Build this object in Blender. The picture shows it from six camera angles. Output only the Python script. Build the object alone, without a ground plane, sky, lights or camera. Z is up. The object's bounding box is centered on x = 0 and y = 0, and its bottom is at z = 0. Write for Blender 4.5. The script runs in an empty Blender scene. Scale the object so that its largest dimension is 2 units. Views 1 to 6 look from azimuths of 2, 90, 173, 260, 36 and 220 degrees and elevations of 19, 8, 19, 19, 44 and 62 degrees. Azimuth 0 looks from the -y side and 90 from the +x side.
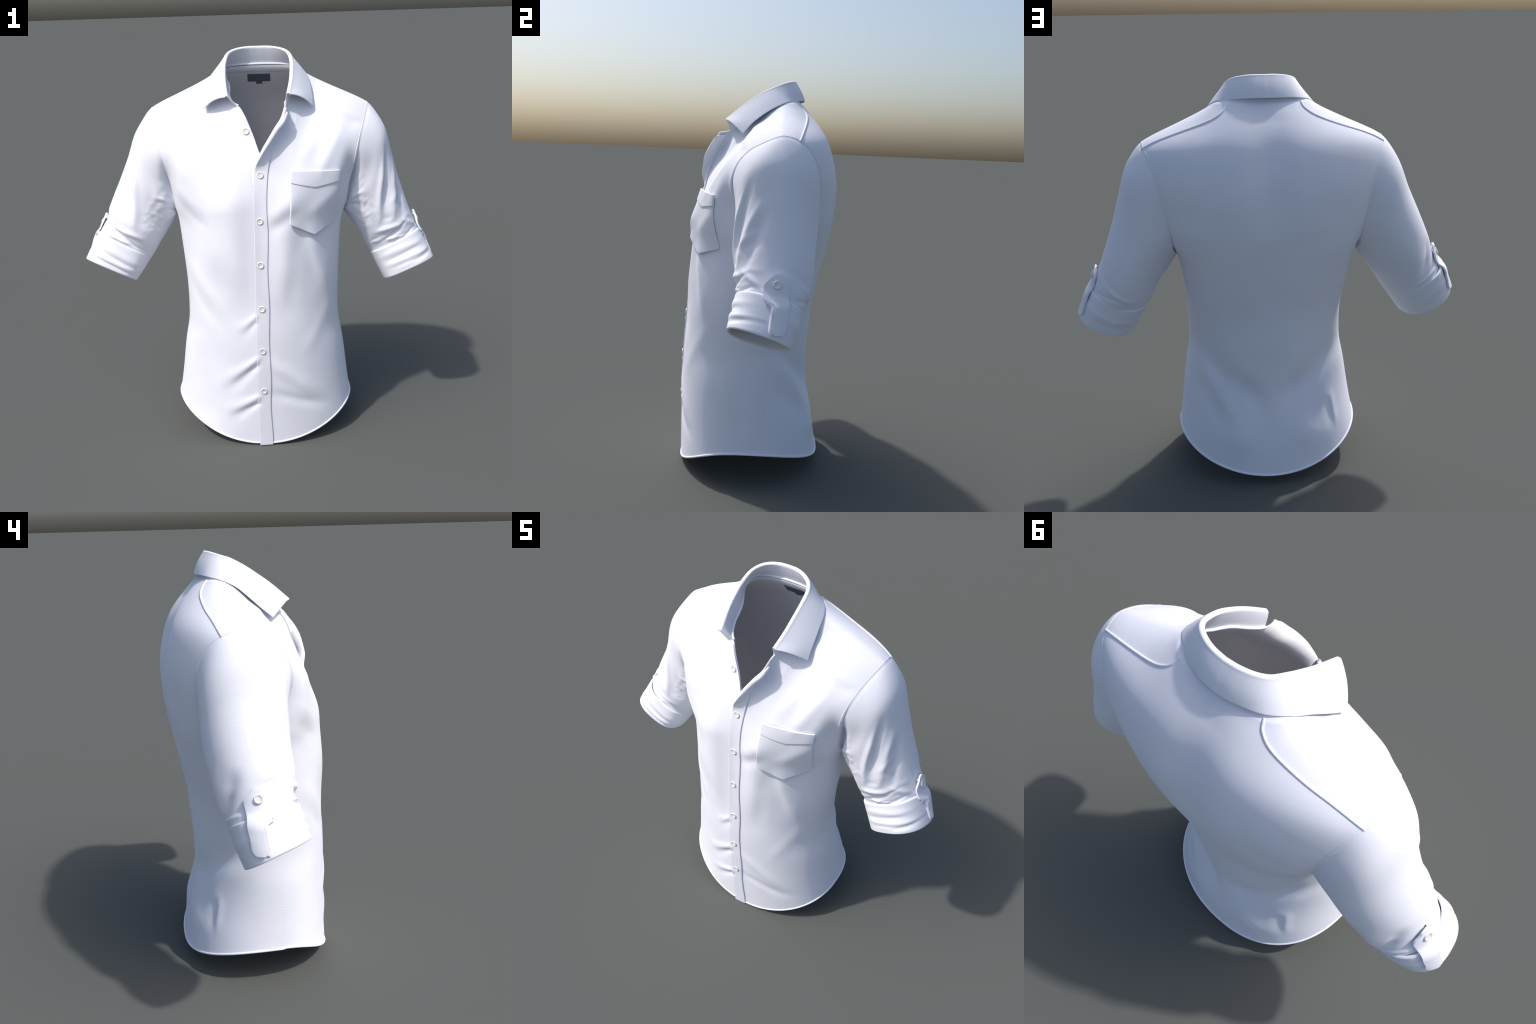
# White button-up shirt with rolled sleeves: torso lofted from superellipse sections,
# sleeves lofted from the armhole seam, and sewn parts laid over those surfaces.
import bpy, bmesh, math
import numpy as np
from mathutils import Vector, noise
from mathutils.bvhtree import BVHTree

TAU = 2 * math.pi

# ----------------------------------------------------------------- helpers
def curve(pts):
    """smooth monotone (PCHIP) interpolation through (x, y) control points"""
    p = np.array(sorted(pts), float)
    x, y = p[:, 0], p[:, 1]
    h = np.diff(x); d = np.diff(y) / h
    m = np.zeros(len(x)); m[0], m[-1] = d[0], d[-1]
    for i in range(1, len(x) - 1):
        if d[i - 1] * d[i] > 0:
            w1, w2 = 2 * h[i] + h[i - 1], h[i] + 2 * h[i - 1]
            m[i] = (w1 + w2) / (w1 / d[i - 1] + w2 / d[i])
    def f(t):
        t = np.clip(np.asarray(t, float), x[0], x[-1])
        i = np.clip(np.searchsorted(x, t) - 1, 0, len(x) - 2)
        s = (t - x[i]) / h[i]
        return ((1 + 2 * s) * (1 - s) ** 2 * y[i] + s * (1 - s) ** 2 * h[i] * m[i]
                + s * s * (3 - 2 * s) * y[i + 1] + s * s * (s - 1) * h[i] * m[i + 1])
    return f

def smooth(a, b, t):
    s = np.clip((np.asarray(t, float) - a) / (b - a), 0, 1)
    return s * s * (3 - 2 * s)

def spline3(points, n):
    """Catmull-Rom through 3D control points, n samples by arc length"""
    p = np.array(points, float)
    q = np.vstack([2 * p[0] - p[1], p, 2 * p[-1] - p[-2]])
    out = []
    for i in range(1, len(q) - 2):
        for s in np.linspace(0, 1, 24, endpoint=False):
            out.append(0.5 * ((2 * q[i]) + (-q[i - 1] + q[i + 1]) * s + (2 * q[i - 1] - 5 * q[i] + 4 * q[i + 1] - q[i + 2]) * s ** 2
                              + (-q[i - 1] + 3 * q[i] - 3 * q[i + 1] + q[i + 2]) * s ** 3))
    out = np.array(out + [p[-1]])
    return resample(out, n)

def resample(pl, n):
    d = np.r_[0, np.cumsum(np.linalg.norm(np.diff(pl, axis=0), axis=1))]
    t = np.linspace(0, d[-1], n)
    return np.column_stack([np.interp(t, d, pl[:, k]) for k in range(pl.shape[1])])

ROOT = None
def make(name, verts, faces, mats, parent=None, smooth_angle=40, kind=None):
    me = bpy.data.meshes.new(name)
    me.from_pydata([tuple(map(float, v)) for v in verts], [], [tuple(map(int, f)) for f in faces])
    me.validate(); me.update()
    ob = bpy.data.objects.new(name, me)
    bpy.context.scene.collection.objects.link(ob)
    for m in (mats if isinstance(mats, (list, tuple)) else [mats]):
        me.materials.append(m)
    ob.parent = parent or ROOT
    finish(ob, smooth_angle)
    return ob

def finish(ob, smooth_angle=40):
    me = ob.data
    me.polygons.foreach_set("use_smooth", [True] * len(me.polygons))
    me.set_sharp_from_angle(angle=math.radians(smooth_angle))

def grid_faces(nr, nc, closed=False, flip=False):
    f = []
    for i in range(nr - 1):
        for j in range(nc if closed else nc - 1):
            a, b = i * nc + j, i * nc + (j + 1) % nc
            c, d = b + nc, a + nc
            f.append((d, c, b, a) if flip else (a, b, c, d))
    return f

def grid_normals(G, closed=False):
    """unit normals of a (rows, cols, 3) grid: d/dcol x d/drow"""
    if closed:
        dc = np.roll(G, -1, 1) - np.roll(G, 1, 1)
    else:
        dc = np.gradient(G, axis=1)
    dr = np.gradient(G, axis=0)
    n = np.cross(dc, dr)
    return n / np.maximum(np.linalg.norm(n, axis=2, keepdims=True), 1e-9)

def slab(name, G, thick, mats, parent=None, bevel=0.0, lift=0.0, closed=False, inner_mat=0, flip=1):
    """cloth piece: grid G lifted along its normals, given thickness and rounded rims"""
    N = grid_normals(G, closed) * flip
    nr, nc = G.shape[:2]
    top = G + N * (lift + thick)
    bot = G + N * lift
    V = np.vstack([top.reshape(-1, 3), bot.reshape(-1, 3)])
    k = nr * nc
    F = grid_faces(nr, nc, closed, flip < 0)
    nt = len(F)
    F2 = [tuple(reversed([v + k for v in f])) for f in F]
    rim = []
    def edge(a, b):
        rim.append((b, a, a + k, b + k) if flip > 0 else (a, b, b + k, a + k))
    for j in range(nc if closed else nc - 1):
        j2 = (j + 1) % nc
        edge(j, j2); edge((nr - 1) * nc + j2, (nr - 1) * nc + j)
    if not closed:
        for i in range(nr - 1):
            edge((i + 1) * nc, i * nc); edge(i * nc + nc - 1, (i + 1) * nc + nc - 1)
    ob = make(name, V, F + F2 + rim, mats, parent)
    if inner_mat:
        for p in ob.data.polygons[nt:nt + len(F2)]:
            p.material_index = inner_mat
    if bevel > 0:
        apply_bevel(ob, bevel)
    return ob

def apply_bevel(ob, w, seg=3, angle=50):
    m = ob.modifiers.new("b", "BEVEL"); m.width = w; m.segments = seg
    m.limit_method = "ANGLE"; m.angle_limit = math.radians(angle)
    bake(ob)

def bake(ob):
    dg = bpy.context.evaluated_depsgraph_get()
    me = bpy.data.meshes.new_from_object(ob.evaluated_get(dg))
    ob.modifiers.clear(); old = ob.data; ob.data = me; me.name = old.name
    bpy.data.meshes.remove(old)
    finish(ob)

def tube(name, path, radius, mat, parent=None, seg=10, cap=True, closed=False, flat=1.0, up=None):
    path = np.array(path, float); n = len(path)
    if closed:
        T = np.roll(path, -1, 0) - np.roll(path, 1, 0)
    else:
        T = np.gradient(path, axis=0)
    T /= np.linalg.norm(T, axis=1, keepdims=True)
    U = np.array(up, float) if up is not None else np.tile([0, 0, 1.0], (n, 1))
    S = np.cross(T, U); S /= np.linalg.norm(S, axis=1, keepdims=True)
    U = np.cross(S, T)
    r = np.broadcast_to(np.asarray(radius, float), (n,))
    V = []
    for i in range(n):
        for k in range(seg):
            a = TAU * k / seg
            V.append(path[i] + r[i] * (math.cos(a) * S[i] + flat * math.sin(a) * U[i]))
    F = grid_faces(n + (1 if closed else 0), seg, True)
    if closed:
        F = [tuple(v % (n * seg) for v in f) for f in F]
    elif cap:
        F += [tuple(reversed(range(seg))), tuple((n - 1) * seg + k for k in range(seg))]
    ob = make(name, V, F, mat, parent, 60)
    bm = bmesh.new(); bm.from_mesh(ob.data); bmesh.ops.recalc_face_normals(bm, faces=bm.faces); bm.to_mesh(ob.data); bm.free()
    return ob

# ----------------------------------------------------------------- materials
def fabric(name, col, rough=0.85, weave=0.25, var=0.02, sheen=0.15):
    m = bpy.data.materials.new(name); m.use_nodes = True
    nt = m.node_tree; b = nt.nodes["Principled BSDF"]
    tc = nt.nodes.new("ShaderNodeTexCoord")
    nz = nt.nodes.new("ShaderNodeTexNoise"); nz.inputs["Scale"].default_value = 6; nz.inputs["Detail"].default_value = 4
    nt.links.new(tc.outputs["Object"], nz.inputs["Vector"])
    rp = nt.nodes.new("ShaderNodeValToRGB")
    rp.color_ramp.elements[0].position = 0.3; rp.color_ramp.elements[1].position = 0.7
    rp.color_ramp.elements[0].color = (*[c * (1 - var) for c in col], 1)
    rp.color_ramp.elements[1].color = (*[min(1, c * (1 + var)) for c in col], 1)
    nt.links.new(nz.outputs["Fac"], rp.inputs["Fac"])
    nt.links.new(rp.outputs["Color"], b.inputs["Base Color"])
    b.inputs["Roughness"].default_value = rough
    b.inputs["Sheen Weight"].default_value = sheen
    b.inputs["Specular IOR Level"].default_value = 0.25
    if weave:
        w1 = nt.nodes.new("ShaderNodeTexWave"); w1.inputs["Scale"].default_value = 160; w1.bands_direction = "X"
        w2 = nt.nodes.new("ShaderNodeTexWave"); w2.inputs["Scale"].default_value = 160; w2.bands_direction = "Z"
        ad = nt.nodes.new("ShaderNodeMath"); ad.operation = "ADD"
        for w in (w1, w2):
            w.inputs["Distortion"].default_value = 1.0
            nt.links.new(tc.outputs["Object"], w.inputs["Vector"])
        nt.links.new(w1.outputs["Fac"], ad.inputs[0]); nt.links.new(w2.outputs["Fac"], ad.inputs[1])
        bp = nt.nodes.new("ShaderNodeBump"); bp.inputs["Strength"].default_value = weave; bp.inputs["Distance"].default_value = 0.0006
        nt.links.new(ad.outputs[0], bp.inputs["Height"]); nt.links.new(bp.outputs["Normal"], b.inputs["Normal"])
    return m

WHITE = fabric("white_cotton", (0.83, 0.85, 0.935))
LINING = fabric("inside_cotton", (0.81, 0.82, 0.86))
INK = fabric("navy_label_cloth", (0.12, 0.125, 0.165), weave=0.1, sheen=0.0)
PEARL = fabric("button_plastic", (0.78, 0.77, 0.74), rough=0.4, weave=0, sheen=0)
THREAD = fabric("button_thread", (0.55, 0.54, 0.52), weave=0, sheen=0)

# ----------------------------------------------------------------- torso sections
CX = curve([(0, .014), (.2, .016), (.4, .019), (.8, .020), (1.1, .014), (1.25, .017), (1.7, .022), (2, .022)])
W = curve([(0, .486), (.1, .480), (.17, .469), (.3, .449), (.5, .422), (.65, .396), (.75, .394), (.85, .397), (.95, .405), (1.1, .421), (1.17, .433),
           (1.25, .475), (1.35, .535), (1.45, .592), (1.55, .632), (1.62, .624), (1.68, .596), (1.706, .570), (1.74, .505),
           (1.78, .412), (1.83, .302), (1.87, .224), (1.9, .19), (1.95, .17)])
YF = curve([(0, -.372), (.3, -.376), (.55, -.374), (.77, -.360), (.99, -.341), (1.2, -.321), (1.32, -.309), (1.43, -.285), (1.54, -.245),
            (1.62, -.218), (1.73, -.205), (1.78, -.145), (1.83, -.075), (1.87, .015), (1.9, .07), (1.95, .1)])
YB = curve([(0, .366), (.1, .350), (.2, .333), (.31, .312), (.42, .290), (.5, .282), (.6, .282), (.71, .290), (.835, .299), (.95, .316), (1.1, .346),
            (1.25, .376), (1.39, .397), (1.45, .401), (1.52, .396), (1.6, .380), (1.69, .352), (1.76, .316), (1.84, .252), (1.9, .190), (1.95, .18)])
CY = curve([(0, -.07), (.5, -.08), (.8, -.07), (1.0, -.01), (1.2, .05), (1.45, .09), (1.7, .105), (1.85, .11), (1.95, .14)])
NF = curve([(0, 2.15), (.3, 2.1), (.8, 2.15), (1.05, 2.25), (1.2, 2.25), (1.4, 2.2), (1.55, 2.0), (1.65, 1.6), (1.72, 1.35), (1.8, 1.4), (1.87, 1.9), (1.95, 2)])
NB = curve([(0, 2.4), (.2, 2.35), (.35, 2.2), (.5, 2.1), (.7, 2.1), (.9, 2.2), (1.05, 2.4), (1.2, 2.65), (1.3, 2.45), (1.42, 2.1), (1.6, 1.95), (1.7, 1.9), (1.8, 1.8), (1.88, 2.2), (1.95, 2.2)])

ZT = np.linspace(0, 1.95, 400)
FT = np.linspace(0, 1, 161)
def table(front):
    """quarter sections (right half, offset from centre) sampled evenly along their arc"""
    out = np.zeros((len(ZT), len(FT), 2))
    ph = np.linspace(0, math.pi / 2, 600)
    for i, z in enumerate(ZT):
        n = float(NF(z) if front else NB(z)); cy = float(CY(z))
        d = float(YF(z) if front else YB(z)) - cy
        x = float(W(z)) * np.sin(ph) ** (2 / n); y = cy + d * np.cos(ph) ** (2 / n)
        s = np.r_[0, np.cumsum(np.hypot(np.diff(x), np.diff(y)))]; s /= s[-1]
        out[i, :, 0] = np.interp(FT, s, x); out[i, :, 1] = np.interp(FT, s, y)
    # relax the stack of sections so that the profile has no kinks
    g = np.exp(-.5 * (np.arange(-15, 16) / 5.0) ** 2); g /= g.sum()
    pad = np.concatenate([out[:1]] * 15 + [out] + [out[-1:]] * 15, 0)
    for k in range(2):
        edge = slice(15, len(ZT) - 15)
        sm = sum(g[i] * pad[i:i + len(ZT)] for i in range(31))
        out[edge] = sm[edge]
    return out
TF, TB = table(True), table(False)

def lookup(T, f, z):
    f = np.clip(f, 0, 1) * (len(FT) - 1); i = np.minimum(f.astype(int), len(FT) - 2); a = f - i
    zz = np.clip(z, 0, 1.95) / 1.95 * (len(ZT) - 1); k = np.minimum(zz.astype(int), len(ZT) - 2); b = zz - k
    a = a[..., None]; b = b[..., None]
    return (T[k, i] * (1 - a) + T[k, i + 1] * a) * (1 - b) + (T[k + 1, i] * (1 - a) + T[k + 1, i + 1] * a) * b

def front_f(x, z):
    """arc fraction of the front point at horizontal offset |x| (per element)"""
    x = np.abs(np.asarray(x, float)); lo = np.zeros_like(x); hi = np.ones_like(x)
    for _ in range(24):
        mid = (lo + hi) / 2
        big = lookup(TF, mid, z)[..., 0] > x
        hi = np.where(big, mid, hi); lo = np.where(big, lo, mid)
    return (lo + hi) / 2

# opening edges (left panel carries the placket and folds forward as a lapel)
XL = curve([(0, -.010), (.3, -.013), (.6, -.013), (1.08, -.011), (1.33, -.010), (1.43, -.003), (1.478, .005), (1.533, .03),
            (1.585, .066), (1.639, .107), (1.675, .142), (1.72, .163), (1.76, .18)])
YL = curve([(1.40, -.290), (1.43, -.292), (1.478, -.296), (1.533, -.300), (1.585, -.295), (1.639, -.275), (1.675, -.252), (1.72, -.222), (1.76, -.19)])
XR = curve([(0, .045), (1.45, .045), (1.5, .036), (1.535, .022), (1.62, -.008), (1.713, -.050), (1.76, -.085), (1.8, -.11)])

# lapel: below the collar the left front runs in towards the neck and hooks forward to its free edge
XB = curve([(1.40, .12), (1.5, .155), (1.55, .175), (1.62, .198), (1.68, .205), (1.78, .205)])
XM = curve([(1.40, .06), (1.5, .052), (1.55, .055), (1.64, .082), (1.70, .115), (1.78, .138)])
YM = curve([(1.40, -.292), (1.5, -.268), (1.55, -.244), (1.64, -.200), (1.70, -.165), (1.78, -.115)])

def natural_front(x, z):
    f = front_f(x - CX(z), z)
    return lookup(TF, f, z)[..., 1] - front_folds(x, z) - front_form(x, z)

def lapel_point(t, z):
    """t = 0 at the free edge, 1 where the lapel runs into the chest"""
    t, z = np.broadcast_arrays(np.asarray(t, float), np.asarray(z, float))
    xe, xb = XL(z), np.where(z < 1.40, XL(z) + .13, XB(z))
    xn = xe + (xb - xe) * t
    yn = natural_front(xn, z)
    yb = natural_front(xb, z)
    k = smooth(1.41, 1.52, z)
    bx = (1 - t) ** 2 * xe + 2 * t * (1 - t) * XM(z) + t * t * xb
    by = (1 - t) ** 2 * YL(z) + 2 * t * (1 - t) * YM(z) + t * t * yb
    return np.stack([xn * (1 - k) + bx * k, yn * (1 - k) + by * k, z], -1)

def ridge(x, z, x0, z0, x1, z1, width, amp):
    """cloth fold along a line in a flattened panel, tapering to both ends"""
    dx, dz = x1 - x0, z1 - z0; L = math.hypot(dx, dz)
    t = ((x - x0) * dx + (z - z0) * dz) / L ** 2
    d = ((x - x0) * dz - (z - z0) * dx) / L
    return amp * np.exp(-(d / width) ** 2) * smooth(-.25, .25, t) * (1 - smooth(.6, 1.2, t))

def pull(x, z, x0, z0, x1, z1, width, amp):
    """pucker that starts sharp at a button and opens out as it runs away from it"""
    dx, dz = x1 - x0, z1 - z0; L = math.hypot(dx, dz)
    t = ((x - x0) * dx + (z - z0) * dz) / L ** 2
    d = ((x - x0) * dz - (z - z0) * dx) / L
    w = width * (.45 + 1.3 * np.clip(t, 0, 1))
    return amp * np.exp(-(d / w) ** 2) * smooth(-.12, .10, t) * (1 - smooth(.45, 1.1, t))

def front_folds(x, z):
    """small pull folds on the front, positive = outward"""
    r = np.zeros_like(x)
    # pulls from the three lowest buttonholes on the under panel
    r += pull(x, z, -.01, .505, -.24, .30, .028, .007) - pull(x, z, -.01, .465, -.20, .29, .026, .008)
    r += pull(x, z, -.01, .290, -.22, .15, .028, .007) - pull(x, z, -.01, .250, -.18, .14, .024, .0075)
    r += pull(x, z, -.01, .735, -.12, .62, .022, .0045) - pull(x, z, -.01, .700, -.10, .61, .020, .0045)
    r += ridge(x, z, .07, .47, .30, .27, .035, .007) - ridge(x, z, .07, .30, .34, .20, .03, .006)
    r += ridge(x, z, .07, 1.22, .2, 1.32, .035, .006) - ridge(x, z, .07, 1.16, .2, 1.24, .03, .005)
    r += ridge(x, z, -.30, .95, -.38, .3, .05, .006)
    # soft drape from the armpits and across the waist
    r += ridge(x, z, .41, 1.34, .24, 1.22, .030, .004) + ridge(x, z, -.41, 1.36, -.26, 1.24, .030, .005) - ridge(x, z, -.40, 1.28, -.24, 1.16, .025, .004)
    r += ridge(x, z, -.36, .98, -.18, .74, .035, .005) - ridge(x, z, -.34, .86, -.20, .66, .030, .004) + ridge(x, z, .38, .78, .24, .52, .035, .004)
    r += ridge(x, z, .26, 1.14, .37, .80, .035, .016) - ridge(x, z, .19, 1.1, .16, .75, .04, .005)
    r += ridge(x, z, .42, 1.62, .30, 1.40, .03, .007) + ridge(x, z, .33, 1.66, .22, 1.46, .03, .005)
    return r

def back_folds(x, z):
    r = np.zeros_like(x)
    r += ridge(x, z, -.40, 1.45, -.30, 1.10, .04, .004) + ridge(x, z, .42, 1.45, .33, 1.12, .04, .003)
    # spine hollow of the waist and the two diagonal sweeps that frame it
    r += ridge(x, z, .36, .62, .20, .32, .04, .012) + ridge(x, z, -.33, .60, -.22, .33, .035, .010)
    r -= ridge(x, z, .40, .52, .26, .28, .035, .008)
    r += ridge(x, z, -.29, .40, -.315, .24, .016, .007) - ridge(x, z, -.26, .38, -.28, .25, .022, .005)
    return r

def front_form(x, z):
    """broad relief of the front, positive = outward: chest, and hollows below the collar bones"""
    o = np.abs(x - .02)
    chest = .019 * np.exp(-((o - .13) / .075) ** 2) * smooth(.72, 1.0, z) * (1 - smooth(1.26, 1.44, z))
    clav = curve([(1.45, 0), (1.55, .016), (1.65, .042), (1.72, .055), (1.79, .036), (1.86, 0)])(z) * (z > 1.45) * (z < 1.86)
    chest = chest + np.where(x < .02, .020, 0) * np.exp(-((o - .22) / .08) ** 2) * smooth(.85, 1.08, z) * (1 - smooth(1.24, 1.42, z))
    chest = chest - .014 * np.exp(-((x + .28) / .12) ** 2) * smooth(.02, .2, z) * (1 - smooth(.45, .7, z))
    return chest - clav * np.exp(-((o - .25) / .11) ** 2)

def back_form(x, z):
    """shallow hollow between the shoulder blades"""
    o = np.abs(x - .02)
    # the cloth sinks into the waist along a wide V and fills out again over the hips
    vee = -.022 * np.exp(-((z - (.40 + .70 * o)) / .075) ** 2) * smooth(.0, .12, o) * (1 - smooth(.27, .40, o)) + .014 * np.exp(-((o - .18) / .09) ** 2) * np.exp(-((z - .25) / .08) ** 2)
    return vee - .020 * np.exp(-((x - .02) / .10) ** 2) * smooth(1.25, 1.5, z) * (1 - smooth(1.80, 1.905, z))

HEM_X0 = 0.02
def hem_height(x, front):
    r = np.abs(x - HEM_X0) / .48
    side = np.where(x < 0, 1.06, 1.0)
    if front:
        return .007 + .168 * side * np.minimum(r, 1.02) ** 2
    return .050 + .125 * side * np.minimum(r, 1.02) ** 1.8

def torso_point(side, front, f, z):
    """side +1/-1, front flag, arc fraction from the centre line, height"""
    q = lookup(TF if front else TB, f, z)
    x = CX(z) + side * q[..., 0]; y = q[..., 1].copy()
    if front:
        k = 1 - smooth(.80, 1.0, f)
        y = y - front_folds(x, z) * k - front_form(x, z) * k
        y = y - .015 * np.exp(-((np.abs(x - .02) - .53 + np.clip(z - 1.64, 0, .2) * 2.0) / .065) ** 2) * smooth(1.53, 1.62, z) * (1 - smooth(1.74, 1.80, z)) * (1 - smooth(.92, 1.0, f))
    else:
        y = y + (back_folds(x, z) + back_form(x, z)) * (1 - smooth(.85, 1.0, f))
    return np.stack([x, y, np.broadcast_to(z, x.shape)], -1)

NFC, NBC = 110, 110
z_rows = np.r_[np.linspace(0, .36, 46)[:-1], np.linspace(.36, 1.68, 150)[:-1], np.linspace(1.68, 1.94, 66)]
def heights(front, side, f):
    """row heights per column: the lowest rows follow the curved hem"""
    Z = np.repeat(z_rows[:, None], len(f), 1)
    for _ in range(3):
        x = CX(.1) + side * lookup(TF if front else TB, f, np.full_like(f, .1))[..., 0]
    hz = hem_height(x, front)
    low = Z < .36
    Zl = hz[None, :] + (Z / .36) * (.36 - hz[None, :])
    return np.where(low, Zl, Z)

NLAP = 44
def panel(front, side):
    u = np.linspace(0, 1, NFC if front else NBC)
    if front and side > 0:
        xb = np.where(z_rows < 1.40, XL(z_rows) + .13, XB(z_rows))
        fb = front_f(xb - CX(z_rows), z_rows)
        f = fb[:, None] + (1 - fb[:, None]) * u[None, :]
        Z = heights(True, 1, f[0])
        G = torso_point(1, True, f, Z)
        t = np.linspace(.08, 1, NLAP)[:-1]
        low = z_rows < .36
        xl = XL(.1) + .13 * t
        hz = hem_height(xl, True)
        ZL = np.where(low[:, None], hz[None] + (z_rows[:, None] / .36) * (.36 - hz[None]), z_rows[:, None])
        return np.concatenate([lapel_point(np.broadcast_to(t, ZL.shape), ZL), G], 1)
    if front:
        sgn = (XR(z_rows) - CX(z_rows)) * side
        # the edge may lie across the centre line: carry a signed arc fraction
        f0 = np.sign(sgn) * front_f(sgn, z_rows)
        f = f0[:, None] + (1 - f0[:, None]) * u[None, :]
    else:
        f = np.repeat(u[None, :], len(z_rows), 0)
    Z = heights(front, side, np.abs(f[0]))
    G = torso_point(side, front, np.abs(f), Z)
    if front:
        G = np.where((f >= 0)[..., None], G, torso_point(-side, front, np.abs(f), Z))
        G[..., 1] += smooth(-.03, .01, G[..., 0]) * (1 - smooth(1.50, 1.56, Z)) * .007
    return G

GFL, GFR, GBL, GBR = panel(True, 1), panel(True, -1), panel(False, 1), panel(False, -1)
# one sheet running from the left opening edge round the back to the right opening edge
SHEET = np.concatenate([GFL, GBL[:, ::-1][:, 1:], GBR[:, 1:], GFR[:, ::-1][:, 1:]], 1)

# ----------------------------------------------------------------- objects
ROOT = bpy.data.objects.new("button_up_shirt", None)
bpy.context.scene.collection.objects.link(ROOT)
ROOT["label"] = "white button-up shirt with rolled sleeves and chest pocket"
ROOT["category"] = "shirt"

ZCUT = curve([(-.34, 1.700), (-.26, 1.718), (-.22, 1.725), (-.19, 1.729), (-.15, 1.742), (-.10, 1.770), (-.02, 1.830), (.06, 1.868), (.12, 1.892), (.2, 1.907), (.3, 1.93)])
XCUT = curve([(1.0, .70), (1.14, .48), (1.19, .447), (1.25, .442), (1.32, .448), (1.42, .468), (1.54, .492), (1.65, .530), (1.706, .558), (1.8, .60), (2, .7)])

nr, nc = SHEET.shape[:2]
bm = bmesh.new()
vs = [bm.verts.new(v) for v in SHEET.reshape(-1, 3)]
for f in grid_faces(nr, nc):
    bm.faces.new([vs[i] for i in f])
# neckline cut
for v in bm.verts:
    v.co.z -= float(ZCUT(v.co.y))
geom = bm.verts[:] + bm.edges[:] + bm.faces[:]
bmesh.ops.bisect_plane(bm, geom=geom, plane_co=(0, 0, 0), plane_no=(0, 0, 1), clear_outer=True, dist=1e-5)
for v in bm.verts:
    v.co.z += float(ZCUT(v.co.y))
# armhole cuts
LOOPS = {}
for s in (1, -1):
    c0 = .02
    for v in bm.verts:
        v.co.x = s * (v.co.x - c0) - float(XCUT(v.co.z))
    geom = bm.verts[:] + bm.edges[:] + bm.faces[:]
    r = bmesh.ops.bisect_plane(bm, geom=geom, plane_co=(0, 0, 0), plane_no=(1, 0, 0), clear_outer=True, dist=1e-5)
    loop = [v for v in r["geom_cut"] if isinstance(v, bmesh.types.BMVert)]
    for v in bm.verts:
        v.co.x = c0 + s * (v.co.x + float(XCUT(v.co.z)))
    LOOPS[s] = np.array([v.co[:] for v in loop])
def recess(P, amount=1.0):
    """the cloth tucks back where the front armhole meets the armpit"""
    P = np.array(P, float); o = np.abs(P[..., 0] - .02); z = P[..., 2]; y = P[..., 1]
    P[..., 1] = y + amount * .055 * np.exp(-((o - .455) / .040) ** 2) * np.exp(-((z - 1.34) / .14) ** 2) * (1 - smooth(-.06, .06, y))
    return P
co = recess([v.co[:] for v in bm.verts])
for v, c in zip(bm.verts, co): v.co = c
for k_ in LOOPS: LOOPS[k_] = recess(LOOPS[k_])
neck = [v.co[:] for v in bm.verts if v.is_boundary and abs(v.co.z - float(ZCUT(v.co.y))) < 4e-4]
NECK = np.array(neck)
bmesh.ops.dissolve_degenerate(bm, edges=bm.edges[:], dist=2e-4)
bm.normal_update()
me = bpy.data.meshes.new("body"); bm.to_mesh(me)
TREE = BVHTree.FromBMesh(bm)
bm.free()
body = bpy.data.objects.new("body", me); bpy.context.scene.collection.objects.link(body); body.parent = ROOT
me.materials.append(WHITE); me.materials.append(LINING)
finish(body)
vg = body.vertex_groups.new(name="lining_depth")
for v in body.data.vertices:      # doubled cloth of the back yoke
    vg.add([v.index], float(.40 + .60 * smooth(1.25, 1.6, v.co.z) * smooth(.02, .16, v.co.y)), "REPLACE")
sol = body.modifiers.new("s", "SOLIDIFY"); sol.thickness = .015; sol.vertex_group = "lining_depth"; sol.offset = -1; sol.material_offset = 1; sol.material_offset_rim = 0
bake(body)

def on_body(x, z, from_y=-2.0, lift=0.0):
    hit, nrm, _, _ = TREE.ray_cast(Vector((x, from_y, z)), Vector((0, 1 if from_y < 0 else -1, 0)))
    if hit is None:
        return None, None
    n = np.array(nrm); 
    if n[1] * from_y < 0: n = -n
    return np.array(hit) + n * lift, n

def near_body(p):
    hit, nrm, _, _ = TREE.find_nearest(Vector(p))
    n = np.array(nrm)
    if np.dot(n, np.array(hit) - np.array([.02, .05, hit[2] - .2])) < 0: n = -n
    return np.array(hit), n

# ----------------------------------------------------------------- hem
def hem_path():
    p = []
    for j in range(nc):
        p.append(SHEET[0, j])
    return np.array(p)
hp = resample(hem_path(), 420)
tube("hem", hp + np.array([0, 0, .003]), .0052, WHITE, body, seg=10)

# ----------------------------------------------------------------- placket and right front edge
def right_strip(z0, z1, nz, nx):
    zz = np.linspace(z0, z1, nz)
    G = np.zeros((nz, nx, 3))
    for j, u in enumerate(np.linspace(0, 1, nx)):
        x = XR(zz) - .058 * (1 - u)
        G[:, j] = np.stack([x, natural_front(x, zz), zz], -1)
    return G

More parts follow.
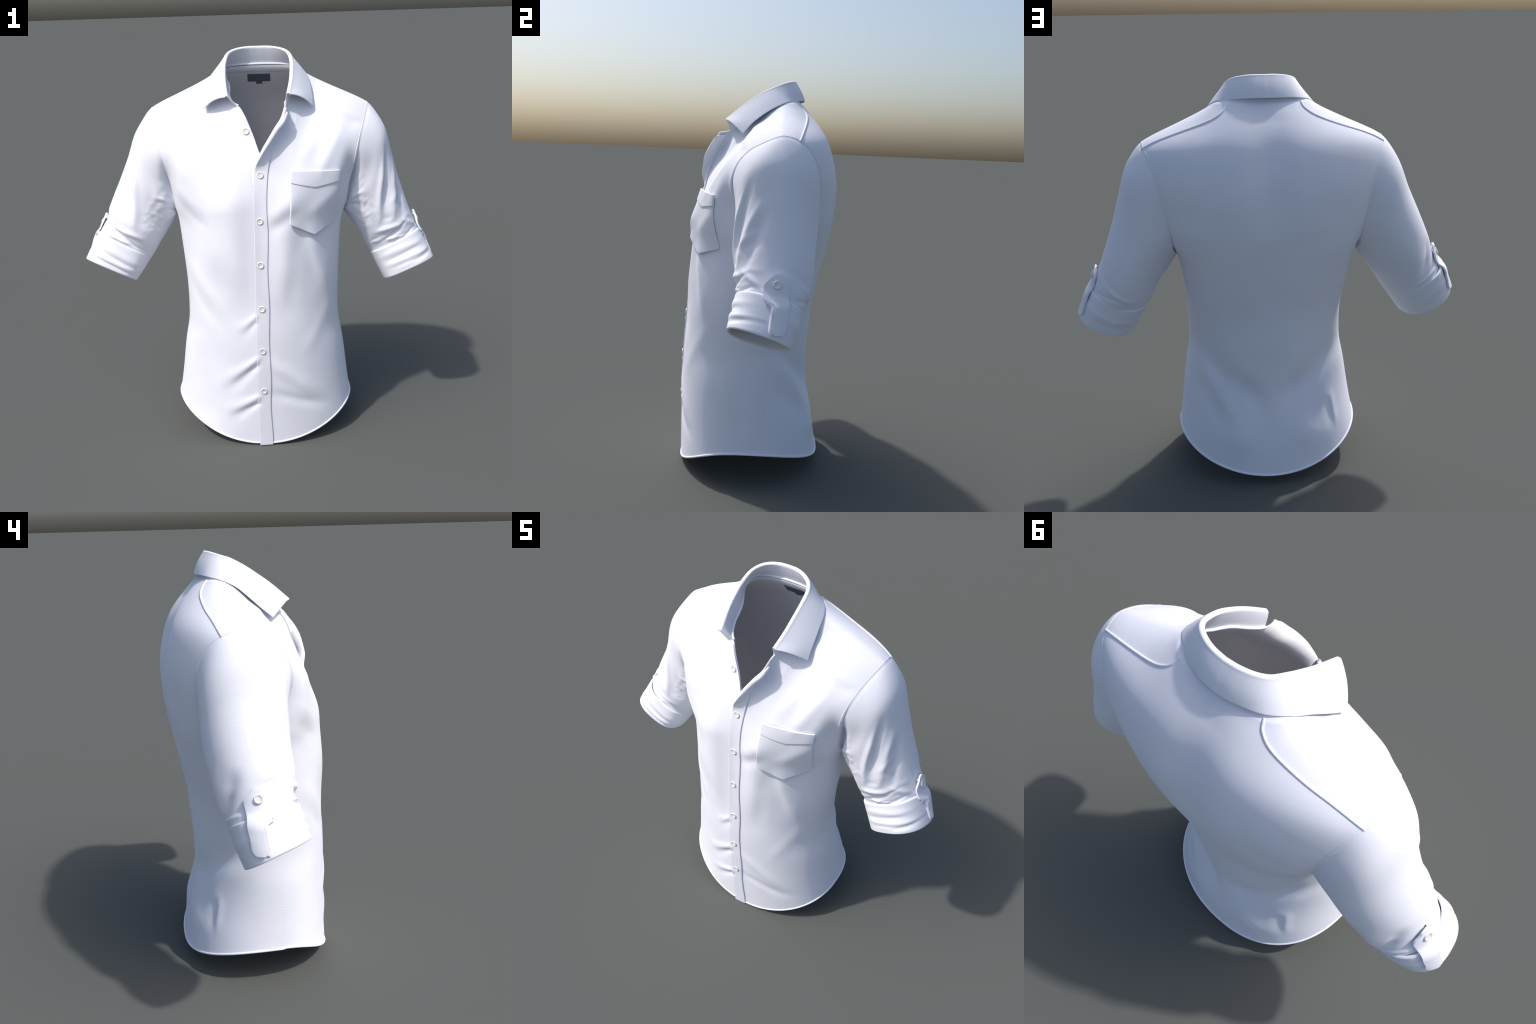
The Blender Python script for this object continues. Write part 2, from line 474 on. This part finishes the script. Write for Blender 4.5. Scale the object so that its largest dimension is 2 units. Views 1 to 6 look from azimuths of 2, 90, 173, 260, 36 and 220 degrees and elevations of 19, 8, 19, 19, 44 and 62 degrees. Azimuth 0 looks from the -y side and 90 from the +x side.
def placket_grid(nz=240, nx=11):
    zz = np.linspace(.001, 1.720, nz)
    tt = np.linspace(0, 1, 60)
    G = np.zeros((nz, nx, 3))
    for i, z in enumerate(zz):
        P = lapel_point(tt, np.full_like(tt, z))
        d = np.r_[0, np.cumsum(np.linalg.norm(np.diff(P, axis=0), axis=1))]
        width = .066 + .0025 * math.sin(z * 17 + 1) * float(1 - smooth(1.2, 1.4, z)) - .012 * float(smooth(1.5, 1.7, z))
        q = np.linspace(0, width, nx)
        for k in range(3):
            G[i, :, k] = np.interp(q, d, P[:, k])
    # follow the hem curve at the foot, round the free upper corner
    G[:, :, 2] -= (np.linspace(1, 0, nx)[None, :] ** 2.2) * smooth(1.69, 1.72, zz)[:, None] * .010
    return G
GP = placket_grid()
thick = np.linspace(.011, .0055, GP.shape[1])[None, :, None]
placket = slab("placket", GP, thick, WHITE, bevel=.002, lift=.0005)
GR = right_strip(1.38, 1.728, 60, 7)
slab("buttonstand", GR, .004, WHITE, bevel=.0012, lift=.0003)

# ----------------------------------------------------------------- buttons
def button_mesh(R=.0160, H=.0055):
    prof = [(0, .0035), (.55 * R, .0035), (.66 * R, .004), (.76 * R, .0066), (.88 * R, .007), (.97 * R, .0058), (R, .0035), (R * .97, .0005), (R * .9, 0)]
    seg = 32; V = []; F = []
    V.append((0, 0, prof[0][1]))
    for r, h in prof[1:]:
        for k in range(seg):
            V.append((r * math.cos(TAU * k / seg), r * math.sin(TAU * k / seg), h * H / .007))
    for k in range(seg):
        F.append((0, 1 + k, 1 + (k + 1) % seg))
    for i in range(len(prof) - 2):
        for k in range(seg):
            a = 1 + i * seg + k; b = 1 + i * seg + (k + 1) % seg
            F.append((a, a + seg, b + seg, b))
    nf = len(F)
    # four sewing holes as small dark discs set in the dish
    for dx, dy in ((1, 1), (1, -1), (-1, 1), (-1, -1)):
        c = len(V)
        for k in range(10):
            V.append((dx * .2 * R + .085 * R * math.cos(TAU * k / 10), dy * .2 * R + .085 * R * math.sin(TAU * k / 10), .0039 * H / .007))
        F.append(tuple(c + k for k in range(10)))
    m = bpy.data.meshes.new("button"); m.from_pydata(V, [], F); m.update()
    m.materials.append(PEARL); m.materials.append(THREAD)
    for p in m.polygons[nf:]: p.material_index = 1
    m.polygons.foreach_set("use_smooth", [True] * len(m.polygons)); m.set_sharp_from_angle(angle=math.radians(60))
    return m
BTN = button_mesh()
def put_button(p, n, parent, scale=1.0, spin=0.0):
    o = bpy.data.objects.new("button", BTN); bpy.context.scene.collection.objects.link(o)
    q = Vector(n).to_track_quat("Z", "Y")
    o.rotation_mode = "QUATERNION"; o.rotation_quaternion = q
    o.location = Vector(p); o.scale = (scale,) * 3; o.parent = parent
    return o
for z in (1.427, 1.206, .990, .773, .551, .325):
    i = int(np.argmin(np.abs(GP[:, 4, 2] - z)))
    n = grid_normals(GP)[i, 5]
    put_button(GP[i, 5] * .5 + GP[i, 4] * .5 + n * .0080, n, placket)
p, n = on_body(-.036, 1.624)
put_button(p + n * .004, n, ROOT)

# ----------------------------------------------------------------- pocket
def pocket():
    # outline in (x, z): straight top, pointed bottom
    nx, nz = 33, 49
    zl, zb, zr = 1.193, 1.124, 1.166
    G = np.zeros((nz, nx, 3))
    for i, v in enumerate(np.linspace(0, 1, nz)):
        for j, u in enumerate(np.linspace(0, 1, nx)):
            xt = .172 + (.412 - .172) * u
            xb = .160 + (.380 - .160) * u
            pk = .56
            zbot = zl + (zb - zl) * u / pk if u < pk else zb + (zr - zb) * (u - pk) / (1 - pk)
            ztop = 1.440 - .012 * u
            z = zbot + (ztop - zbot) * v
            t = (z - 1.13) / .31
            x = xb + (xt - xb) * t
            p, n = on_body(x, z)
            crease = .005 * max(0, 1 - abs(u - .56) / .42) * (1 - smooth(.35, .75, v))
            rumple = .0022 * math.sin(7 * u + 3 * v + .6) * math.sin(5 * v - 2 * u + 1.1)
            G[i, j] = p + np.array([-.15, -1, 0]) * (.003 + rumple + .006 * (1 - u) ** 2 + crease)
    for _ in range(3):      # starched cloth bridges the small folds below it
        G[1:-1, :, 1] = .25 * G[:-2, :, 1] + .5 * G[1:-1, :, 1] + .25 * G[2:, :, 1]
    # crease running down from the middle
    return G
GPK = pocket()
pk = slab("pocket", GPK, np.linspace(.011, .005, GPK.shape[1])[None, :, None], WHITE, bevel=.0028, lift=0)
def pocket_flap():
    nz = 13
    G = np.zeros((nz, GPK.shape[1], 3))
    for j in range(GPK.shape[1]):
        u = j / (GPK.shape[1] - 1)
        drop = .055 + .022 * (1 - abs(u - .5) / .5)
        for i, v in enumerate(np.linspace(0, 1, nz)):
            z = GPK[-1, j, 2] - drop * (1 - v)
            k = np.interp(z, GPK[:, j, 2], np.arange(GPK.shape[0]))
            a = int(min(k, GPK.shape[0] - 2)); b = k - a
            G[i, j] = GPK[a, j] * (1 - b) + GPK[a + 1, j] * b
    return G
slab("pocket_band", pocket_flap(), .0045, WHITE, pk, bevel=.0022, lift=np.linspace(.0105, .0045, GPK.shape[1])[None, :, None])

# ----------------------------------------------------------------- collar
FOLD_L = [(.02, .168, 1.999), (.07, .163, 1.999), (.120, .146, 1.994), (.163, .117, 1.983), (.188, .075, 1.965), (.197, .01, 1.935), (.196, -.05, 1.897), (.190, -.112, 1.851), (.175, -.180, 1.796)]
FOLD_R = [(.02, .168, 1.999), (-.03, .163, 1.999), (-.080, .146, 1.994), (-.116, .117, 1.985), (-.138, .070, 1.970), (-.149, .01, 1.938), (-.151, -.045, 1.902), (-.147, -.108, 1.858), (-.134, -.190, 1.790)]
FALL_L = [(.02, .211, 1.899), (.08, .203, 1.898), (.155, .176, 1.893), (.225, .130, 1.882), (.258, .085, 1.862), (.272, .023, 1.826), (.281, -.038, 1.777), (.284, -.088, 1.720)]
FALL_R = [(.02, .211, 1.899), (-.045, .203, 1.898), (-.132, .174, 1.893), (-.192, .118, 1.877), (-.220, .062, 1.850), (-.234, .006, 1.803), (-.240, -.040, 1.761), (-.239, -.092, 1.719)]
# lower edge of the stand = the neckline actually cut in the body, ordered from the back outwards
ang = np.arctan2(NECK[:, 0] - .02, NECK[:, 1] - .0)
order = np.argsort(ang); NECK = NECK[order]; ang = ang[order]
BAND_L = NECK[ang >= 0]; BAND_R = NECK[ang < 0][::-1]
BAND_L = BAND_L[BAND_L[:, 1] > -.155]
BAND_R = BAND_R[~((BAND_R[:, 0] > -.072) & (BAND_R[:, 1] < 0))]
NS = 70
def whole(l, r):
    a, b = spline3(l, NS), spline3(r, NS)
    return np.vstack([a[::-1], b[1:]])
FOLD, FALL = whole(FOLD_L, FOLD_R), whole(FALL_L, FALL_R)
BAND = np.vstack([resample(BAND_L, NS)[::-1], resample(BAND_R, NS)[1:]])
BAND = BAND + np.stack([np.zeros(len(BAND)), -.006 * smooth(.10, .19, BAND[:, 1]), .003 * smooth(.10, .19, BAND[:, 1])], -1)
def outward(P):
    T = np.gradient(P, axis=0); T /= np.linalg.norm(T, axis=1, keepdims=True)
    n = np.cross(T, [0, 0, 1.0]); n /= np.linalg.norm(n, axis=1, keepdims=True)
    c = P - np.array([.02, 0, 0]); 
    s = np.sign((n * c).sum(1, keepdims=True)); s[s == 0] = 1
    n = n * np.sign(np.median(s))
    return n
O = outward(FOLD)
rows = []
UP = np.array([0, 0, .007])
# stand inner face, turned over the fold, then the fall
for t in np.linspace(0, 1, 13):
    rows.append(BAND + (FOLD - UP - O * .008 - BAND) * t - O * .008 * math.sin(t * math.pi / 2))
for a in np.linspace(0, math.pi, 7)[1:-1]:
    rows.append(FOLD - UP - O * .008 - O * .008 * math.cos(a) + UP * .75 * math.sin(a))
endness = np.abs(np.linspace(-1, 1, 2 * NS - 1))[:, None]
for t in np.linspace(0, 1, 19):
    bow = math.sin(t * math.pi) * (.005 + .004 * smooth(.75, 1, endness))
    rows.append((FOLD - UP) * (1 - t) + (FALL + O * .004 + UP * .4) * t + O * bow + np.array([0, 0, 1.0]) * (.010 * smooth(.88, 1, endness) * math.sin(math.pi * t ** .8)))
GC = np.array(rows)
nn = grid_normals(GC)
mid = GC[-8, NS - 1]; sgn = 1 if nn[-8, NS - 1][1] > 0 else -1
collar = slab("collar", GC, .005, WHITE, bevel=.002, lift=-.003, flip=sgn)
# piping line along the stand's lower seam, inside
tube("collar_seam", BAND - O * .006 + np.array([0, 0, .002]), .0052, WHITE, collar, seg=8)

# ----------------------------------------------------------------- label inside the back
def label_grid(x0, x1, z0, z1, nx=14, nz=6):
    G = np.zeros((nz, nx, 3))
    for i, z in enumerate(np.linspace(z0, z1, nz)):
        for j, x in enumerate(np.linspace(x0, x1, nx)):
            hit, nrm, _, _ = TREE.ray_cast(Vector((x, 2.0, z)), Vector((0, -1, 0)))
            G[i, j] = np.array(hit) + np.array([0, -.0175, -.005])
    return G
lab = slab("label", label_grid(-.036, .082, 1.822, 1.862), .001, INK, flip=1)
slab("size_tag", label_grid(.008, .040, 1.809, 1.8225, 5, 3), .001, INK, lab, flip=1)

# ----------------------------------------------------------------- yoke seams
YOKE_R = [(-.141, .176, 1.879), (-.156, .198, 1.850), (-.205, .212, 1.815), (-.310, .206, 1.766), (-.421, .188, 1.721), (-.526, .173, 1.683)]
YOKE_L = [(.190, .184, 1.877), (.208, .208, 1.850), (.245, .222, 1.828), (.30, .220, 1.800), (.415, .203, 1.750), (.571, .176, 1.684)]
for pts in (YOKE_L, YOKE_R):
    P = spline3(pts, 90); Q = []; NN = []
    for p in P:
        h, n = near_body(p); Q.append(h + n * .0002); NN.append(n)
    tube("yoke_seam", Q, .0048, WHITE, body, seg=10, up=NN)

# ----------------------------------------------------------------- sleeves
NA = 128
TH = np.linspace(0, TAU, NA, endpoint=False)       # 0 = outer/top, +90 = front, 180 = armpit, 270 = back
def ring(o, i, yf, yb, bx=0.0, bz=0.0, n=2.05, pinch=1.0):
    o = np.array([o[0], 0, o[1]]); i = np.array([i[0], 0, i[1]])
    c = (o + i) / 2; a = (o - i) / 2
    c[1] = (yf + yb) / 2
    b = np.array([bx, (yf - yb) / 2, bz])
    cs, sn = np.cos(TH), np.sin(TH)
    e = 2 / n
    sn = sn * np.where(cs < 0, 1 + np.where(sn > 0, .20, -.24) * pinch * cs ** 2, 1)      # the under-arm side is leaner
    return c + (np.sign(cs) * np.abs(cs) ** e)[:, None] * a + (np.sign(sn) * np.abs(sn) ** e)[:, None] * b

SLEEVE = {      # rings: outer (x, z), inner (x, z), front y, back y, then x and z lean of the front point, squareness
    1: dict(rings=[((.656, 1.604), (.447, 1.180), -.098, .280, 0, .00, 2.3, .3), ((.703, 1.46), (.455, 1.160), -.098, .278, -.005, .00, 2.05, .6), ((.742, 1.33), (.498, 1.095), -.092, .270, -.015, .01, 1.92),
                   ((.792, 1.19), (.546, 1.027), -.088, .260, -.02, .02, 1.95), ((.828, 1.10), (.570, .972), -.080, .244, -.02, .025, 2.0),
                   ((.860, 1.03), (.600, .922), -.070, .216, -.02, .03), ((.885, .955), (.640, .86), -.075, .182, -.02, .03)],
            cuff=[((.860, 1.040), (.604, .912), -.078, .216, -.02, .03), ((.898, .970), (.638, .847), -.092, .200, -.02, .032), ((.934, .901), (.673, .779), -.106, .172, -.02, .035)],
            tab=(.838, .100, 1.118)),
    -1: dict(rings=[((-.616, 1.600), (-.421, 1.175), -.088, .284, 0, .00, 2.3, .3), ((-.674, 1.46), (-.430, 1.145), -.085, .282, .005, .00, 2.05), ((-.731, 1.335), (-.486, 1.065), -.074, .272, .015, .01, 1.92),
                    ((-.788, 1.21), (-.536, .992), -.086, .246, .02, .02, 1.92), ((-.816, 1.125), (-.564, .945), -.078, .224, .02, .025, 1.95),
                    ((-.857, 1.06), (-.592, .905), -.072, .204, .02, .03), ((-.895, .98), (-.63, .85), -.085, .176, .02, .03)],
             cuff=[((-.864, 1.062), (-.597, .922), -.082, .210, .02, .03), ((-.900, .993), (-.629, .853), -.102, .190, .02, .032), ((-.933, .930), (-.668, .798), -.112, .164, .02, .046)],
             tab=(-.828, .100, 1.140)),
}
def armhole_ring(s):
    L = LOOPS[s]
    c = (L.max(0) + L.min(0)) / 2; h = (L.max(0) - L.min(0)) / 2
    a = np.arctan2(-(L[:, 1] - c[1]) / h[1], (L[:, 2] - c[2]) / h[2]) % TAU
    k = np.argsort(a); a = a[k]; L = L[k]
    a3 = np.r_[a - TAU, a, a + TAU]; L3 = np.vstack([L, L, L])
    return np.column_stack([np.interp(TH, a3, L3[:, j]) for j in range(3)])

def loft(rings, ns, start=None):
    """Catmull-Rom along the sleeve through every ring; ns samples per span"""
    first = 2 * rings[0] - rings[1] if start is None else rings[1] - 2 * (rings[1] - rings[0] + start)
    R = [first] + rings + [2 * rings[-1] - rings[-2]]
    out = []
    for i in range(1, len(R) - 2):
        for t in np.linspace(0, 1, ns, endpoint=False):
            p0, p1, p2, p3 = R[i - 1:i + 3]
            out.append(.5 * (2 * p1 + (p2 - p0) * t + (2 * p0 - 5 * p1 + 4 * p2 - p3) * t * t + (3 * p1 - p0 - 3 * p2 + p3) * t ** 3))
    out.append(rings[-1])
    return np.array(out)

def fold_field(shape, folds, shift=0.0):
    nrw, ncl = shape
    T, A = np.meshgrid(np.linspace(0, 1, nrw), np.degrees(TH), indexing="ij")
    out = np.zeros(shape)
    for a0, t0, a1, t1, w, amp in folds:
        for k in (-360, 0, 360):
            out += ridge((A + k) / 360, T, a0 / 360, t0 - shift * (1 - t0), a1 / 360, t1 - shift * (1 - t1), w, amp)
    return out

SLEEVE_FOLDS = {       # angle and run of each fold: start (angle, t), end (angle, t), width, height
    1: [(58, .34, 98, .60, .020, .012), (42, .32, 80, .59, .022, -.010), (30, .42, 70, .64, .022, .011), (18, .46, 48, .68, .022, -.007),
        (108, .67, 50, .74, .028, .010), (104, .80, 40, .71, .018, -.007), (98, .80, 62, .85, .016, .007), (52, .69, 22, .80, .020, .007), (70, .86, 30, .80, .014, -.006),
        (115, .50, 125, .72, .030, .006), (135, .20, 100, .36, .014, .006), (150, .24, 118, .42, .014, -.006), (165, .22, 140, .44, .016, .005), (270, .78, 320, .83, .018, -.006), (306, .72, 240, .78, .022, .007), (330, .64, 300, .74, .03, -.004)],
    -1: [(55, .36, 92, .62, .022, .010), (38, .36, 75, .59, .022, -.008), (110, .66, 52, .74, .030, .010), (108, .80, 44, .72, .020, -.008),
         (92, .81, 44, .83, .015, .008), (60, .72, 34, .80, .02, .005), (320, .60, 290, .74, .035, -.010), (285, .55, 262, .78, .035, .009), (250, .79, 320, .82, .018, .006), (135, .20, 100, .36, .014, .006), (150, .24, 118, .42, .014, -.006), (165, .22, 140, .44, .016, .005)],
}
rng = np.random.default_rng(7)
for k_ in SLEEVE_FOLDS:      # finer crumpling over the elbow
    for _ in range(16):
        a_, t_ = rng.uniform(10, 150), rng.uniform(.55, .86)
        SLEEVE_FOLDS[k_].append((a_, t_, a_ - rng.uniform(15, 45), t_ + rng.uniform(-.06, .05), rng.uniform(.014, .026), rng.uniform(-.0035, .0035)))
CUFF_FOLDS = {
    1: [(120, .22, 30, .34, .10, .004), (112, .50, 50, .40, .07, -.004), (118, .62, 10, .70, .08, .005), (74, .90, 10, .66, .06, -.005), (100, .84, 40, .93, .06, .003),
        (330, .4, 230, .5, .10, .003), (300, .7, 200, .75, .10, -.003)],
    -1: [(125, .42, 40, .22, .10, .004), (120, .60, 60, .40, .06, -.005), (116, .76, 30, .52, .08, .005), (124, .92, 70, .76, .05, -.004), (60, .6, 20, .8, .08, .003), (330, .4, 230, .5, .10, .003)],
}
for s in (1, -1):
    D = SLEEVE[s]
    sgnf = 1 if s < 0 else -1
    A0 = armhole_ring(s)
    rings = [A0] + [ring(*r) for r in D["rings"]]
    # the cap leaves the shoulder seam flatter than the straight run to the first ring
    crown = np.zeros((NA, 3)); crown[:, 2] = .045 * np.clip(np.cos(TH), 0, 1) ** 1.5
    G = loft(rings, 22, crown)
    G = recess(G, (1 - smooth(0, .2, np.linspace(0, 1, len(G))))[:, None])
    G[0] = A0
    N = grid_normals(G, True)
    if np.mean((N * (G - G.mean(1, keepdims=True))).sum(2)) < 0: N = -N
    fl = 1 if np.mean((grid_normals(G, True) * (G - G.mean(1, keepdims=True))).sum(2)) > 0 else -1
    F = fold_field(G.shape[:2], SLEEVE_FOLDS[s], .12)
    # rough, rumpled cloth at the inner front by the armpit
    tt, aa = np.meshgrid(np.linspace(0, 1, len(G)), np.degrees(TH), indexing="ij")
    patch = smooth(.04, .12, tt) * (1 - smooth(.45, .60, tt)) * smooth(85, 105, aa) * (1 - smooth(165, 190, aa))
    for i, j in zip(*np.nonzero(patch > .01)):
        F[i, j] += patch[i, j] * .0035 * noise.fractal(Vector(G[i, j]) * 26, .9, 2.1, 3)
    # the seam allowance sinks a little just past the armhole edge
    rows_t = np.arange(G.shape[0])
    F += (-.0010 * np.exp(-((rows_t - 1.2) / 1.1) ** 2))[:, None]
    G = G + N * F[..., None]
    sl = slab("sleeve", G, .005, [WHITE, LINING], closed=True, lift=-.005, inner_mat=1, flip=fl)
    # rolled cuff: outside, turned at the lower edge, back up inside
    rc = [ring(*r, n=2.4) for r in D["cuff"]]
    C = loft(rc, 16)
    NC = grid_normals(C, True)
    if np.mean((NC * (C - C.mean(1, keepdims=True))).sum(2)) < 0: NC = -NC
    C = C + NC * fold_field(C.shape[:2], CUFF_FOLDS[s])[..., None]
    th = .014
    prof = []
    axis = (rc[-1] - rc[0]).mean(0); axis /= np.linalg.norm(axis)
    # rounded top edge, outside face, rounded bottom edge, inside face
    full = []
    for a in np.linspace(-math.pi / 2, math.pi / 2, 7)[:-1]:
        full.append(C[0] - NC[0] * (th / 2) + NC[0] * (th / 2) * math.sin(a) - axis * (th / 2) * math.cos(a))
    full += list(C)
    for a in np.linspace(math.pi / 2, -math.pi / 2, 7)[1:]:
        full.append(C[-1] - NC[-1] * (th / 2) + NC[-1] * (th / 2) * math.sin(a) + axis * (th / 2) * math.cos(a))
    n_out = len(full)
    for k in range(len(C) - 2, -1, -4):
        full.append(C[k] - NC[k] * th)
    full = np.array(full)
    Fc = grid_faces(len(full), NA, True, flip=(fl < 0))
    cuff = make("cuff", full.reshape(-1, 3), Fc, [WHITE, LINING], sl)
    for p in cuff.data.polygons:
        if p.index >= (n_out - 2) * NA: p.material_index = 1
    # tab that holds the roll: follows the sleeve above, then the cuff
    outer = list(G[int(len(G) * .55):])
    bt = BVHTree.FromPolygons([tuple(v) for v in np.vstack([G.reshape(-1, 3)])], grid_faces(len(G), NA, True))
    bc = BVHTree.FromPolygons([tuple(v) for v in full.reshape(-1, 3)], grid_faces(len(full), NA, True))
    top = np.array(D["tab"]); bot = None
    j0 = int(np.argmin(np.abs(C[-1][:, 1] - .075) + 10 * (np.abs(C[-1][:, 0]) < np.abs(C[-1][:, 0]).mean())))
    bot = C[-1][j0]
    npt, nx = 46, 15
    TG = np.zeros((npt, nx, 3))
    line = np.linspace(0, 1, npt)
    for i, t in enumerate(line):
        c = bot + (top - bot) * t
        # width: narrow band over the cuff, wider head above it, rounded end
        band = (.000, .054); head = (-.056, .048)
        k = smooth(.50, .60, t)
        y0 = band[0] + (head[0] - band[0]) * k; y1 = band[1] + (head[1] - band[1]) * k
        end = smooth(.80, 1.0, t) ** 2
        y0 += .030 * end; y1 -= .030 * end
        low = (1 - smooth(0, .05, t)) * .012
        y0 += low; y1 -= low
        for j, u in enumerate(np.linspace(0, 1, nx)):
            y = c[1] + .01 + y0 + (y1 - y0) * u
            z = c[2] + .010 * (1 - (2 * u - 1) ** 2) * end
            org = Vector((s * 2.0, y, z)); dr = Vector((-s, 0, 0))
            xs = []
            for tr in (bt, bc):
                h = tr.ray_cast(org, dr)
                if h[0] is not None: xs.append(s * h[0].x)
            TG[i, j] = (s * (max(xs) if xs else abs(c[0])), y, z)
    # ease the step over the cuff's upper edge
    for _ in range(4):
        TG[1:-1] = .25 * TG[:-2] + .5 * TG[1:-1] + .25 * TG[2:]
        TG[:, 1:-1] = .2 * TG[:, :-2] + .6 * TG[:, 1:-1] + .2 * TG[:, 2:]
    tn = grid_normals(TG); tf = 1 if tn[npt // 2, nx // 2][0] * s > 0 else -1
    TG = TG + tn * tf * (.010 * smooth(.62, 1.0, line) + .006 * np.exp(-((line - .45) / .12) ** 2) - .002)[:, None, None]
    tab = slab("sleeve_tab", TG, .009, WHITE, sl, bevel=.0018, lift=.004, flip=tf)
    i = int(npt * .84); jb = nx // 2; bn = tn[i, jb] * tf
    put_button(TG[i, jb] + bn * .0128, bn, sl, 1.15)
    # edge of the sleeve slit lapping over beside the tab
    e = [TG[k, 0] + tn[k, 0] * tf * .002 + np.array([0, -.006, 0]) for k in range(1, int(npt * .58))]
    tube("slit_edge", e, .010, WHITE, sl, seg=12)
    # armhole seam: a fine corded line on the body side
    AL = A0 + np.array([-s * .006, 0, .002])
    pts = []; ups = []
    for p in AL:
        h, n = near_body(p); pts.append(h + n * .0003); ups.append(n)
    tube("armhole_seam", np.array(pts), .0013, WHITE, body, seg=6, closed=True, up=ups)
